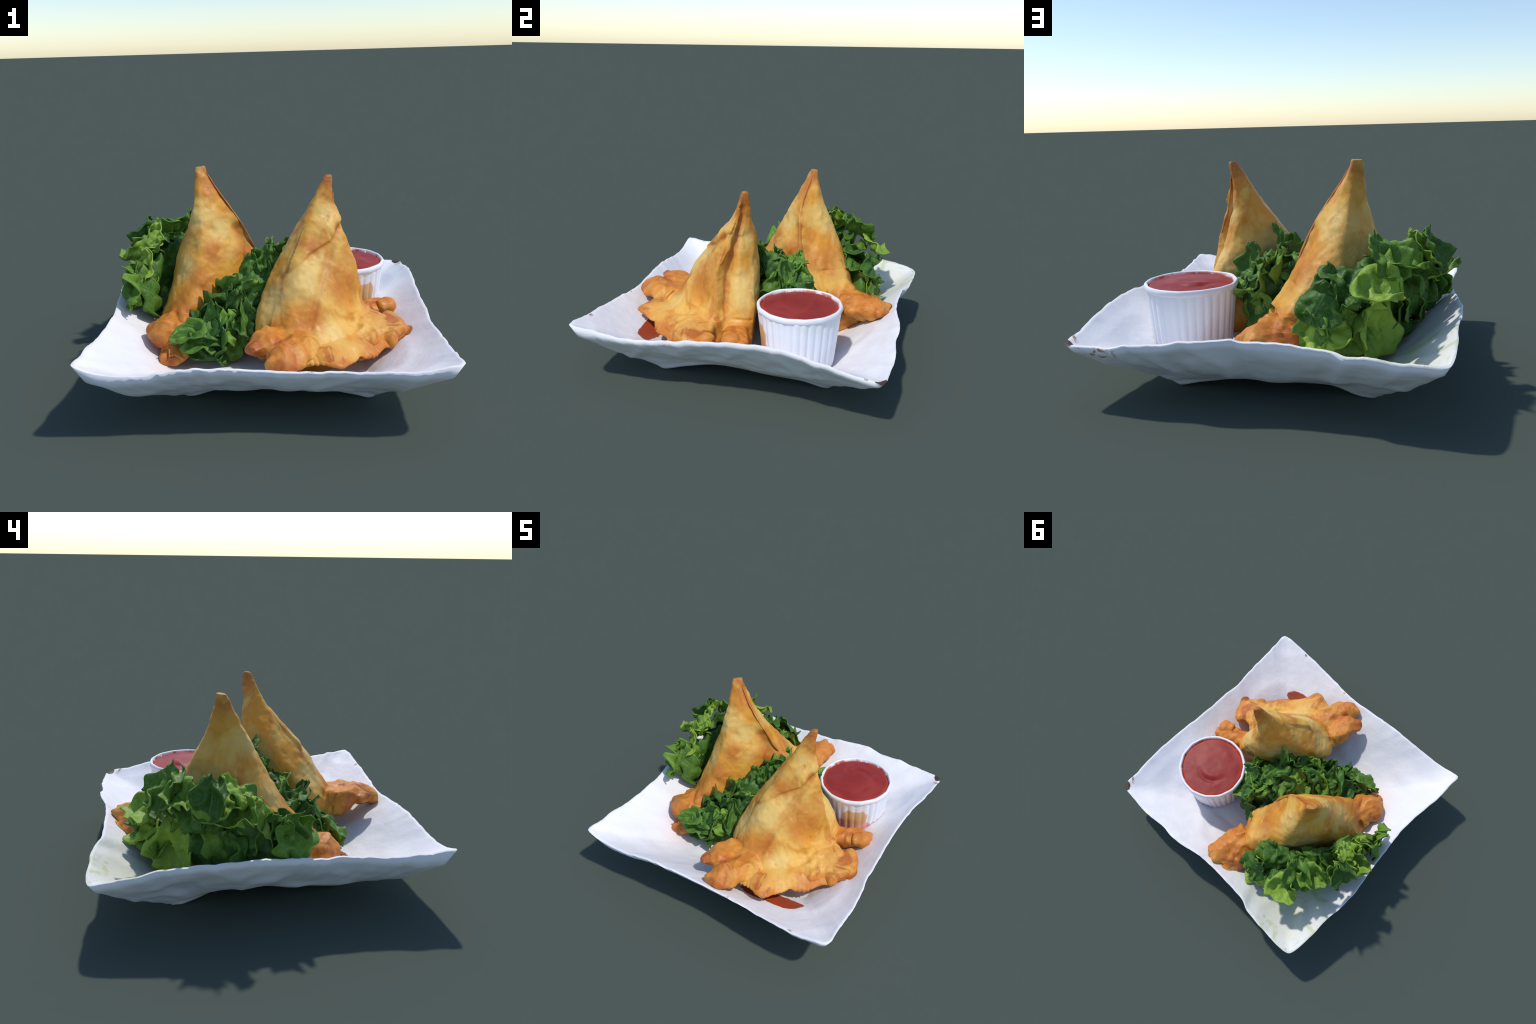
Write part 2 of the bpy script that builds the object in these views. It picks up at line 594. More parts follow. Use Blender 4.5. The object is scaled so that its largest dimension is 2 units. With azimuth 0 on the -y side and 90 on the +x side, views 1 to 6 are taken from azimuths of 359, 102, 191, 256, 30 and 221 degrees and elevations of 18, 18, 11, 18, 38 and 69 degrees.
def build_pastry(origin, label, levels, lobes, mat, wrinkle_seed, floor, grooves=(), steps=()):
    thing = new_thing("samosa", origin, label, "samosa")
    o = V(origin)
    # each lobe is swept on its own, then all is fused to one skin
    parts = [shell_body(levels)]
    spines = []
    for i, (spine, radii, flat, up, own) in enumerate(lobes):
        parts.append(tube(spine, radii, flat, up, lump=.22, seed=wrinkle_seed + i))
        if own:
            pts = [V(p) for p in spine]
            spines.append((pts[1:], max(radii[1:])))
    me = remeshed(parts, .006, 2)
    # wrinkles and blisters
    nrm = [v.normal.copy() for v in me.vertices]
    for v, nn in zip(me.vertices, nrm):
        p = v.co.copy()
        near = min((seg_dist(p, s) / r for s, r in spines), default=9)
        fold = 1.0 - smoothstep(.8, 2.2, near)
        d = .013 * fold * (1 - 2 * abs(noise.noise(V((p.x * 11, p.y * 11, p.z * 9 + wrinkle_seed))))) + .009 * fbm(p, 5.5, 3, wrinkle_seed) + .004 * fbm(p, 17, 2, wrinkle_seed + 3)
        d += .022 * fold * (ridge(V((p.x, p.y, p.z * .6)), 4.6, wrinkle_seed + 1) - .45)
        d -= .004 * (1 - fold) * smoothstep(.45, 1.0, ridge(p * 1.0, 2.6, wrinkle_seed + 5))
        for line, depth, width in grooves:
            d -= depth * math.exp(-(seg_dist(p, line) / width) ** 2)
        for line, face, height, reach in steps:
            # one dough sheet lies over the next: proud on one side of the line
            q, side = seg_side(p, line, V(face))
            if nn.dot(V(face)) > .2 and q < reach:
                d += height * smoothstep(-.008, .008, side) * (1 - smoothstep(reach * .35, reach, q))
        q = p + nn * d
        z = floor(q.x, q.y) + .004
        v.co = V((q.x, q.y, max(q.z, z)))
    me.update()
    vn = [v.normal.copy() for v in me.vertices]
    co = [v.co.copy() for v in me.vertices]
    groups = {}
    for f in me.polygons:
        c = f.center
        key = "shell"
        for k, (s, r) in enumerate(spines):
            if seg_dist(c, s) < r * 1.25:
                key = k
                break
        groups.setdefault(key, []).append(tuple(f.vertices))
    for key in sorted(groups, key=str):
        fs = groups[key]
        used = {}
        for f in fs:
            for i in f:
                used.setdefault(i, len(used))
        m2 = bpy.data.meshes.new("pastry_shell" if key == "shell" else "crimped_corner")
        idx = list(used)
        m2.from_pydata([co[i] - o for i in idx], [], [tuple(used[i] for i in f) for f in fs])
        for p in m2.polygons:
            p.use_smooth = True
        m2.normals_split_custom_set_from_vertices([vn[i] for i in idx])
        m2.materials.append(mat)
        ob = bpy.data.objects.new(m2.name, m2)
        bpy.context.collection.objects.link(ob)
        ob.parent = thing
    bpy.data.meshes.remove(me)
    return thing


def build_flange(thing, origin, inner, outer, mat, seed, floor, thick=.013, name="crimped_flange"):
    """A ragged lip of dough between an inner line and an outer edge."""
    a, b = spline_open(inner, 14), spline_open(outer, 14)
    N, M = 110, 14
    rnd = random.Random(int(seed * 100))
    K = 13
    rag = [rnd.uniform(-1, 1) for _ in range(K + 3)]
    verts, faces = [], []
    for i in range(N + 1):
        t = i / N
        p, q = polyline_at(a, t), polyline_at(b, t)
        k, fr = divmod(t * K, 1)
        j = rag[int(k)] * (1 - fr) + rag[int(k) + 1] * fr
        q = q + (q - p).normalized() * (.018 * j + .010 * noise.noise(V((t * 55, seed, 2))))
        for s in range(M + 1):
            u = s / M
            r = p.lerp(q, u)
            r.z += .022 * math.sin(math.pi * u) + .012 * u * fbm(r, 13, 2, seed) + .016 * u * fbm(V((t * 6, seed, 0)), 1.5, 2, seed)
            r.z = max(r.z, floor(r.x, r.y) + .010)
            verts.append(r)
    for i in range(N):
        for s in range(M):
            c = i * (M + 1) + s
            faces.append((c, c + 1, c + M + 2, c + M + 1))
    ob = new_object(name, verts, faces, mat, thing, origin)
    m = ob.modifiers.new("thickness", "SOLIDIFY")
    m.thickness = thick
    m.offset = 0
    return ob


def build_seam(thing, origin, line, mat, width=.02, seed=0.0):
    """The overlapping edge of the dough sheet: a thin raised cord along a line."""
    v, f = tube(line, [width * .5] + [width] * (len(line) - 2) + [width * .5], .45, (0.6, .3, .75), 10, steps=8, lump=.6, seed=seed)
    return new_object("seam_fold", v, f, mat, thing, origin)


def build_front_pastry(floor):
    org = (.28, -.35, .12)
    tip = (.34, -.06, 1.145)
    # z, left edge, left belly, groove, right belly, seam fin, valley, side bulge, back edge, bulge of the back
    # z; left edge, left belly, groove, right belly, seam fin, valley, side bulge, back edge, back, back left
    lev = [
        (1.146, [(.322, -.080), (.330, -.084), (.340, -.082), (.352, -.076), (.362, -.068), (.362, -.060), (.360, -.052), (.350, -.042), (.338, -.050), (.324, -.066)]),
        (1.06, [(.268, -.112), (.285, -.118), (.310, -.114), (.340, -.108), (.368, -.092), (.352, -.072), (.352, -.052), (.334, -.026), (.305, -.036), (.268, -.082)]),
        (.95, [(.208, -.148), (.240, -.170), (.290, -.168), (.335, -.152), (.384, -.120), (.350, -.088), (.350, -.060), (.316, -.026), (.272, -.030), (.206, -.088)]),
        (.87, [(.175, -.198), (.210, -.228), (.290, -.224), (.350, -.205), (.408, -.150), (.360, -.110), (.352, -.070), (.306, -.022), (.234, -.012), (.150, -.108)]),
        (.73, [(.108, -.318), (.170, -.350), (.318, -.285), (.390, -.255), (.466, -.190), (.395, -.140), (.394, -.078), (.326, -.010), (.202, -.006), (.066, -.165)]),
        (.62, [(.055, -.392), (.125, -.438), (.270, -.392), (.375, -.325), (.496, -.212), (.420, -.155), (.434, -.078), (.362, .008), (.180, -.006), (-.008, -.225)]),
        (.50, [(.012, -.455), (.090, -.515), (.226, -.492), (.360, -.400), (.518, -.205), (.452, -.155), (.482, -.062), (.412, .026), (.148, -.022), (-.066, -.290)]),
        (.42, [(-.005, -.500), (.065, -.562), (.204, -.547), (.372, -.445), (.535, -.215), (.485, -.145), (.505, -.050), (.440, .034), (.140, -.042), (-.092, -.340)]),
        (.33, [(-.020, -.535), (.065, -.625), (.210, -.645), (.405, -.515), (.570, -.260), (.530, -.145), (.530, -.050), (.468, .030), (.148, -.066), (-.085, -.395)]),
        (.22, [(.050, -.490), (.110, -.590), (.230, -.570), (.410, -.450), (.570, -.260), (.540, -.145), (.540, -.050), (.472, .022), (.200, -.115), (.030, -.380)]),
        (.10, [(.110, -.420), (.150, -.490), (.240, -.480), (.390, -.380), (.510, -.250), (.510, -.140), (.505, -.060), (.445, .000), (.220, -.140), (.090, -.340)]),
    ]
    lobes = [  # spine, radii, flattening, up, own part
        ([(.08, -.47, .33), (-.02, -.61, .365), (-.085, -.70, .390), (-.138, -.772, .408)], [.135, .110, .074, .034], .62, (-.2, .1, 1), True),
        ([(.14, -.58, .33), (.065, -.71, .365), (.018, -.80, .355), (-.004, -.860, .340)], [.135, .108, .082, .048], .62, (0, 0, 1), True),
        ([(.40, -.38, .32), (.55, -.35, .315), (.67, -.30, .295), (.75, -.275, .280)], [.15, .145, .125, .09], .38, (.15, -.25, 1), True),
        ([(.48, -.08, .29), (.58, -.05, .30), (.68, -.02, .305), (.755, .020, .305)], [.09, .068, .060, .040], .78, (0, 0, 1), True),
        ([(.655, -.075, .335), (.705, -.050, .335), (.745, -.03, .330)], [.040, .048, .032], .8, (0, 0, 1), False),
    ]
    corners = [((-.10, -.72, .39), .30), ((.02, -.82, .35), .28), ((.74, -.27, .30), .34), ((.72, 0, .31), .34), ((.30, -.76, .31), .22), ((.55, -.55, .27), .2), ((.52, -.1, .18), .22)]
    groove = [V(p) for p in ((.386, -.186, .873), (.322, -.280, .74), (.258, -.425, .60), (.196, -.550, .43))]
    crease = [V(p) for p in ((.386, -.186, .873), (.315, -.225, .800), (.20, -.315, .755), (.03, -.375, .640))]
    hem = [V(p) for p in ((.48, .045, .372), (.515, -.06, .385), (.535, -.20, .388), (.47, -.36, .375), (.40, -.45, .37))]
    valley = [V(p) for p in ((.352, -.072, 1.05), (.350, -.09, .95), (.360, -.110, .87), (.395, -.140, .73), (.42, -.155, .62), (.452, -.155, .50), (.50, -.15, .36))]
    mat = pastry_material("fried_pastry", org, corners, tip,
                          [((.16, -.42, .62), .17), ((.26, -.34, .72), .12), ((.33, -.17, .93), .11), ((.02, -.40, .52), .15), ((.44, -.03, .55), .2), ((.30, -.55, .40), .12), ((.38, -.06, .85), .12), ((.15, -.08, .65), .18)],
                          [(crease, .035, .8), (groove, .045, .75), (valley, .035, .8)],
                          [((.40, -.33, .60), .20), ((.20, -.53, .46), .14), ((.12, -.60, .44), .12), ((.46, -.19, .75), .12), ((.36, -.10, 1.05), .12), ((.22, -.30, .80), .10)],
                          [((-.138, -.772, .408), .085), ((-.02, -.83, .31), .06), ((.79, -.22, .28), .09), ((.74, -.40, .27), .09), ((.32, -.77, .27), .07), ((.77, .03, .28), .06)], 1.3)
    thing = build_pastry(org, "golden fried pastry triangle standing upright with crimped base corners", lev, lobes, mat, 11.0, floor,
                         [(groove, .012, .022), (valley, .010, .02), (hem, .009, .010)], [(crease, (.62, -.70, .35), .013, .16)])
    inner = [(.06, -.62, .335), (.20, -.60, .335), (.36, -.50, .345), (.52, -.36, .34), (.60, -.26, .33)]
    outer = [(.10, -.745, .30), (.19, -.765, .305), (.318, -.790, .306), (.415, -.665, .268), (.526, -.590, .250), (.637, -.475, .256), (.725, -.39, .272)]
    build_flange(thing, org, inner, outer, mat, 3.0, floor)
    outer = [(.14, -.68, .270), (.21, -.69, .272), (.32, -.695, .268), (.42, -.60, .24), (.52, -.52, .23), (.60, -.44, .235), (.66, -.38, .25)]
    inner = [(p[0], p[1], p[2] - .06) for p in inner]
    build_flange(thing, org, inner, outer, mat, 5.0, floor)
    build_seam(thing, org, [(.366, -.090, 1.05), (.366, -.100, 1.0), (.400, -.142, .87), (.420, -.150, .81), (.462, -.190, .71)], mat, .013, 2)
    # upper flap of the dough sheet lying over the belly
    return thing


def build_back_pastry(floor):
    org = (-.32, .18, .12)
    tip = (-.40, .25, 1.168)
    lev = [
        (1.168, [(-.437, .236), (-.425, .230), (-.410, .232), (-.395, .242), (-.378, .256), (-.374, .264), (-.376, .272), (-.388, .280), (-.412, .268), (-.434, .248)]),
        (1.03, [(-.442, .175), (-.412, .158), (-.372, .165), (-.335, .184), (-.302, .212), (-.310, .240), (-.318, .264), (-.336, .296), (-.385, .306), (-.442, .236)]),
        (.90, [(-.455, .115), (-.402, .092), (-.335, .112), (-.270, .156), (-.215, .196), (-.238, .235), (-.268, .278), (-.305, .326), (-.374, .354), (-.460, .224)]),
        (.78, [(-.490, .095), (-.405, .028), (-.310, .080), (-.215, .160), (-.150, .203), (-.180, .250), (-.216, .306), (-.268, .378), (-.356, .406), (-.500, .226)]),
        (.65, [(-.532, .050), (-.425, -.040), (-.300, .010), (-.165, .112), (-.088, .232), (-.120, .285), (-.136, .368), (-.212, .458), (-.346, .464), (-.552, .212)]),
        (.55, [(-.560, .010), (-.435, -.100), (-.306, -.044), (-.165, .078), (-.045, .275), (-.065, .330), (-.088, .418), (-.155, .514), (-.325, .506), (-.580, .190)]),
        (.43, [(-.590, -.075), (-.480, -.195), (-.342, -.110), (-.165, .038), (.030, .325), (.005, .390), (-.028, .475), (-.095, .575), (-.325, .534), (-.605, .155)]),
        (.33, [(-.620, -.175), (-.530, -.280), (-.370, -.150), (-.170, .032), (.050, .380), (.030, .450), (.014, .545), (-.040, .645), (-.325, .552), (-.645, .110)]),
        (.22, [(-.650, -.200), (-.545, -.310), (-.385, -.130), (-.190, .075), (.045, .390), (.025, .460), (.010, .545), (-.040, .645), (-.325, .542), (-.690, .050)]),
        (.10, [(-.600, -.260), (-.520, -.290), (-.360, -.100), (-.195, .130), (-.010, .380), (-.020, .460), (-.040, .535), (-.080, .600), (-.322, .500), (-.600, .050)]),
    ]
    lobes = [
        ([(-.56, -.16, .30), (-.61, -.27, .30), (-.645, -.335, .285), (-.665, -.365, .265)], [.12, .10, .075, .040], .75, (0, 0, 1), True),
        ([(-.54, -.24, .24), (-.565, -.33, .225), (-.575, -.395, .205), (-.575, -.425, .195)], [.11, .08, .058, .035], .62, (0, 0, 1), True),
        ([(-.06, .55, .33), (-.005, .66, .335), (.050, .750, .340), (.085, .815, .345)], [.14, .125, .105, .062], .52, (-.1, -.1, 1), True),
        ([(.00, .66, .32), (.03, .76, .345), (.04, .82, .362), (.042, .862, .372)], [.08, .07, .05, .022], .8, (0, 0, 1), False),
        ([(-.12, .60, .30), (-.10, .69, .30), (-.06, .76, .305), (-.03, .80, .31)], [.10, .085, .07, .04], .8, (0, 0, 1), False),
    ]
    corners = [((-.63, -.33, .25), .40), ((-.58, -.42, .2), .30), ((.02, .80, .33), .40), ((-.1, .70, .3), .26), ((-.05, .25, .62), .14), ((0, .55, .3), .22)]
    seam = [V(p) for p in ((-.374, .250, 1.14), (-.304, .213, 1.03), (-.225, .196, .91), (-.14, .203, .78), (-.05, .24, .62))]
    bay = [V(p) for p in ((-.20, .19, .78), (-.15, .18, .66), (-.15, .14, .55), (-.15, .10, .43))]
    fold = [V(p) for p in ((-.62, -.20, .42), (-.52, -.24, .40), (-.42, -.16, .38))]
    side_hem = [V(p) for p in ((-.045, .33, .548), (-.088, .42, .542), (-.145, .50, .53), (-.20, .54, .52))]
    back_fold = [V(p) for p in ((-.05, .56, .50), (-.15, .66, .42), (-.25, .60, .38))]
    mat = pastry_material("fried_pastry_blistered", org, corners, tip,
                          [((-.40, .10, .90), .15), ((-.53, -.04, .62), .14), ((-.31, .10, .80), .13), ((-.44, .42, .62), .26), ((-.30, .36, .85), .16), ((-.18, .42, .55), .12)],
                          [(seam, .03, .9), (bay, .07, .8), (fold, .035, .7), (back_fold, .03, .6)],
                          [((-.62, -.30, .30), .26), ((-.55, -.20, .40), .16), ((-.40, -.10, .55), .13), ((-.33, .02, .68), .12), ((-.10, .40, .6), .16), ((-.14, .40, .75), .1), ((-.35, .16, 1.05), .1), ((-.2, .14, .62), .12)],
                          [((-.67, -.37, .265), .09), ((-.58, -.43, .20), .06), ((.04, .87, .37), .06), ((.10, .80, .33), .06), ((-.04, .24, .62), .05)], 4.7)
    thing = build_pastry(org, "tall golden fried pastry triangle leaning back on the lettuce", lev, lobes, mat, 23.0, floor,
                         [(bay, .022, .035), (fold, .012, .018), (back_fold, .010, .016), (side_hem, .010, .010)])
    build_seam(thing, org, [(-.375, .250, 1.145), (-.304, .213, 1.03), (-.231, .195, .925), (-.150, .203, .79), (-.105, .22, .69), (-.085, .24, .64)], mat, .010, 6)
    build_flange(thing, org, [(-.60, -.30, .27), (-.52, -.27, .26), (-.42, -.13, .27), (-.30, .02, .30)],
                 [(-.585, -.455, .225), (-.50, -.405, .215), (-.40, -.24, .24), (-.26, -.05, .28)], mat, 7.0, floor, .012)
    return thing


# ---------------------------------------------------------------- sauce cup
def build_cup(floor):
    org = V((.50, .315, .11))
    thing = new_thing("sauce_cup", org, "pleated white paper cup filled with red sauce", "sauce cup")
    mat = cup_material(org)
    top, bot, z0, z1 = .249, .206, .125, .505
    N, pleats = 360, 32
    rings = []

    def ring(r, z, amp):
        out = []
        for j in range(N):
            a = 2 * math.pi * j / N
            w = abs(math.sin(a * pleats / 2 + .35 * math.sin(3 * a))) ** .8
            var = .7 + .9 * noise.noise(V((math.cos(a) * 3, math.sin(a) * 3, 2)))
            rr = r + amp * (w - .5) * var + .004 * noise.noise(V((math.cos(a) * 2, math.sin(a) * 2, z * 4)))
            out.append(org * 1 + V((rr * math.cos(a), rr * math.sin(a), z - org.z)))
        return out
    H = 16
    for i in range(H + 1):
        t = i / H
        rings.append(ring(bot + (top - bot) * t ** .9, z0 + (z1 - z0) * t, .012 * (1 - .35 * t)))
    for i in range(H + 1):
        t = 1 - i / H
        rings.append(ring(bot + (top - bot) * t ** .9 - .012, z0 + .012 + (z1 - z0) * t, .006))
    v, f = loft(rings)
    v = [V((p.x, p.y, max(p.z, floor(p.x, p.y) + .002))) for p in v]
    new_object("pleated_wall", v, f, mat, thing, org)
    # rolled lip, slightly angular where the pleats end
    rings = []
    A = 14
    for j in range(168):
        a = 2 * math.pi * j / 168
        fac = math.cos(math.pi / A) / math.cos((a + .15) % (2 * math.pi / A) - math.pi / A)
        r = .2475 * (.55 + .45 * fac) + .0015 * noise.noise(V((math.cos(a) * 4, math.sin(a) * 4, 0)))
        zc = .508 + .005 * noise.noise(V((math.cos(a) * 2, math.sin(a) * 2, 5)))
        ringp = []
        for k in range(12):
            b = 2 * math.pi * k / 12
            ringp.append(V((org.x, org.y, 0)) + V(((r + .0115 * math.cos(b)) * math.cos(a), (r + .0115 * math.cos(b)) * math.sin(a), zc + .019 * math.sin(b))))
        rings.append(ringp)
    n = 12
    verts = [p for r in rings for p in r]
    faces = []
    for i in range(len(rings)):
        for k in range(n):
            i2, k2 = (i + 1) % len(rings), (k + 1) % n
            faces.append((i * n + k, i * n + k2, i2 * n + k2, i2 * n + k))
    new_object("rolled_rim", verts, faces, mat, thing, org)
    # sauce: domed, with a folded swirl
    verts, faces = [V((org.x, org.y, .526))], []
    R, S = 40, 128
    for i in range(1, R + 1):
        r = .238 * i / R
        for j in range(S):
            a = 2 * math.pi * j / S
            x, y = r * math.cos(a), r * math.sin(a)
            z = .510 + .016 * (1 - (r / .238) ** 2)
            # a low swirl with a crescent crease toward the back left
            d = (V((x, y)) - V((-.01, -.01))).length
            ang = math.atan2(y + .01, x + .01)
            lip = math.exp(-((ang - 2.0) / .8) ** 2)
            z -= .012 * lip * math.exp(-((d - .120) / .018) ** 2)
            z += .006 * lip * math.exp(-((d - .085) / .022) ** 2)
            z += .004 * fbm((x, y, 0), 9, 2, 3)
            z -= .010 * smoothstep(.225, .238, r)
            verts.append(V((org.x + x, org.y + y, z)))
    for j in range(S):
        faces.append((0, 1 + j, 1 + (j + 1) % S))
    for i in range(R - 1):
        for j in range(S):
            a, b = 1 + i * S + j, 1 + i * S + (j + 1) % S
            faces.append((a, b, b + S, a + S))
    # close below so the sauce has depth
    base = len(verts)
    for j in range(S):
        a = 2 * math.pi * j / S
        verts.append(V((org.x + .20 * math.cos(a), org.y + .20 * math.sin(a), .25)))
    rimi = 1 + (R - 1) * S
    for j in range(S):
        faces.append((rimi + j, rimi + (j + 1) % S, base + (j + 1) % S, base + j))
    faces.append(tuple(base + j for j in range(S)))
    new_object("red_sauce", verts, faces, ketchup_material(), thing, org)
    return thing


# ------------------------------------------------------------------ lettuce
def leaf_mesh(seed, mats):
    """A ruffled lettuce leaf about 1 long (y) and 0.9 wide (x), facing +z."""
    rnd = random.Random(seed)
    NU, NV = 22, 18
    cup = rnd.uniform(.15, .55)
    curl = rnd.uniform(-.9, .9)
    fr, ph = rnd.uniform(5, 9), rnd.uniform(0, 6)
    ruf = rnd.uniform(.07, .15)
    fold = rnd.uniform(-.35, .35)
    lob = rnd.uniform(3.0, 5.0)
    verts, faces = [], []
    for i in range(NU + 1):
        u = i / NU
        prof = (math.sin(math.pi * (.10 + .86 * u ** .8))) ** .55
        for j in range(NV + 1):
            v = j / NV * 2 - 1
            w = .46 * prof * (1 + .34 * fbm((u * 1.6, 5.0 if v > 0 else 9.0, seed * 1.3), lob * .42, 2, seed))
            x = v * w
            y = u - .5
            tipcut = .20 * fbm((v * 1.1, 3.3, seed), 1.6, 2, seed)
            y += tipcut * smoothstep(.6, 1, u)
            e = max(abs(v) ** 2.2, smoothstep(.72, 1, u))
            z = cup * (x * x) * 1.6 + fold * abs(x)
            z += ruf * e * math.sin(fr * (u + .35 * v) + ph + (2 if v > 0 else 0))
            z += .09 * fbm((x * 1.4, y * 1.4, seed), 2.6, 2, seed * .37)
            z += .11 * ridge((x, y, seed * .3), 2.3, seed) - .04
            z -= .03 * math.exp(-(x / .03) ** 2)
            # bend along the length
            a = curl * (y + .2)
            y2, z2 = y * math.cos(a * .8) - z * math.sin(a * .8) * .6, z + y * math.sin(a * .8)
            verts.append(V((x, y2, z2)))
    for i in range(NU):
        for j in range(NV):
            c = i * (NV + 1) + j
            faces.append((c, c + 1, c + NV + 2, c + NV + 1))
    me = bpy.data.meshes.new("leaf")
    me.from_pydata(verts, [], faces)
    for p in me.polygons:
        p.use_smooth = True
    return me


LEAVES = {}
FLOOR_AT = None


def leaf_at(thing, kind, mat, centre, normal, up, length, width):
    key = (kind, mat.name)
    if key not in LEAVES:
        me = leaf_mesh(kind, None)
        me.materials.append(mat)
        LEAVES[key] = me
    me = LEAVES[key]
    ob = bpy.data.objects.new("leaf", me)
    bpy.context.collection.objects.link(ob)
    z = V(normal).normalized()
    y = V(up) - z * V(up).dot(z)
    y.normalize()
    x = y.cross(z)
    rot = Matrix((x, y, z)).transposed().to_4x4()
    dep = (length + width) / 2
    M = Matrix.Translation(V(centre) - thing.location) @ rot @ Matrix.Diagonal((width, length, dep, 1))
    # rest inside the tray: shift in and up until no edge dips through the paper
    for _ in range(30):
        low = 0
        for v in list(me.vertices)[::3]:
            p = M @ v.co + thing.location
            low = max(low, FLOOR_AT(p.x, p.y) + .012 - p.z)
        if low <= 0:
            break
        c = M.translation + thing.location
        M.translation += V((-c.x, -c.y, 0)).normalized() * min(.012, low * .5) + V((0, 0, min(.012, low * .5)))
    ob.matrix_local = M
    ob.parent = thing
    m = ob.modifiers.new("thickness", "SOLIDIFY")
    m.thickness = .006 / dep
    m.offset = 0
    return ob


def build_heart(thing, mat, spine, radii, seed, name="lettuce_heart"):
    """The crumpled inner mass of the bunch."""
    pts = spline_open([s for s in spine], 10)
    rr = spline_open([V((r[0], r[1], 0)) for r in radii], 10)
    rings = []
    n = 64
    for i, p in enumerate(pts):
        d = (pts[min(i + 1, len(pts) - 1)] - pts[max(i - 1, 0)])
        d.z = 0
        d.normalize()
        side = V((d.y, -d.x, 0))
        t = i / (len(pts) - 1)
        ring = []
        for j in range(n):
            a = 2 * math.pi * j / n
            q = p + side * math.cos(a) * rr[i].x + V((0, 0, 1)) * math.sin(a) * rr[i].y
            k = .30 * fbm(q, 8, 2, seed) + .35 * (ridge(q, 8.5, seed) - .4)
            ring.append(q + (q - p) * k)
        rings.append(ring)
    v, f = loft(rings)
    v = [V((p.x, p.y, max(p.z, FLOOR_AT(p.x, p.y) + .006))) for p in v]
    ob = new_object(name, v, f, mat, thing, thing.location)
    ob["kind"] = "stuff"
    return ob


def scatter(thing, mat, spine, radii, count, seed, span, outward, size=(.13, .24), kinds=10, flare=0.0):
    rnd = random.Random(seed)
    pts = spline_open(spine, 10)
    rr = spline_open([V((r[0], r[1], 0)) for r in radii], 10)
    for i in range(count):
        t = (i + rnd.random()) / count
        k = min(int(t * (len(pts) - 1)), len(pts) - 2)
        p = pts[k].lerp(pts[k + 1], t * (len(pts) - 1) - k)
        d = pts[k + 1] - pts[k]
        d.z = 0
        d.normalize()
        side = V((d.y, -d.x, 0))
        if side.dot(V((outward[0], outward[1], 0))) < 0:
            side = -side
        a = rnd.uniform(*span)
        nrm = side * math.cos(a) + V((0, 0, 1)) * math.sin(a)
        q = p + side * math.cos(a) * rr[k].x * .95 + V((0, 0, math.sin(a) * rr[k].y * .95))
        q += side * flare * math.sin(a)
        nrm = (nrm + V((rnd.uniform(-.6, .6), rnd.uniform(-.6, .6), rnd.uniform(-.4, .5)))).normalized()
        up = V((rnd.uniform(-.7, .7), rnd.uniform(-.7, .7), 1))
        s = rnd.uniform(*size)
        leaf_at(thing, rnd.randrange(kinds), mat, q, nrm, up, s * rnd.uniform(.9, 1.25), s)


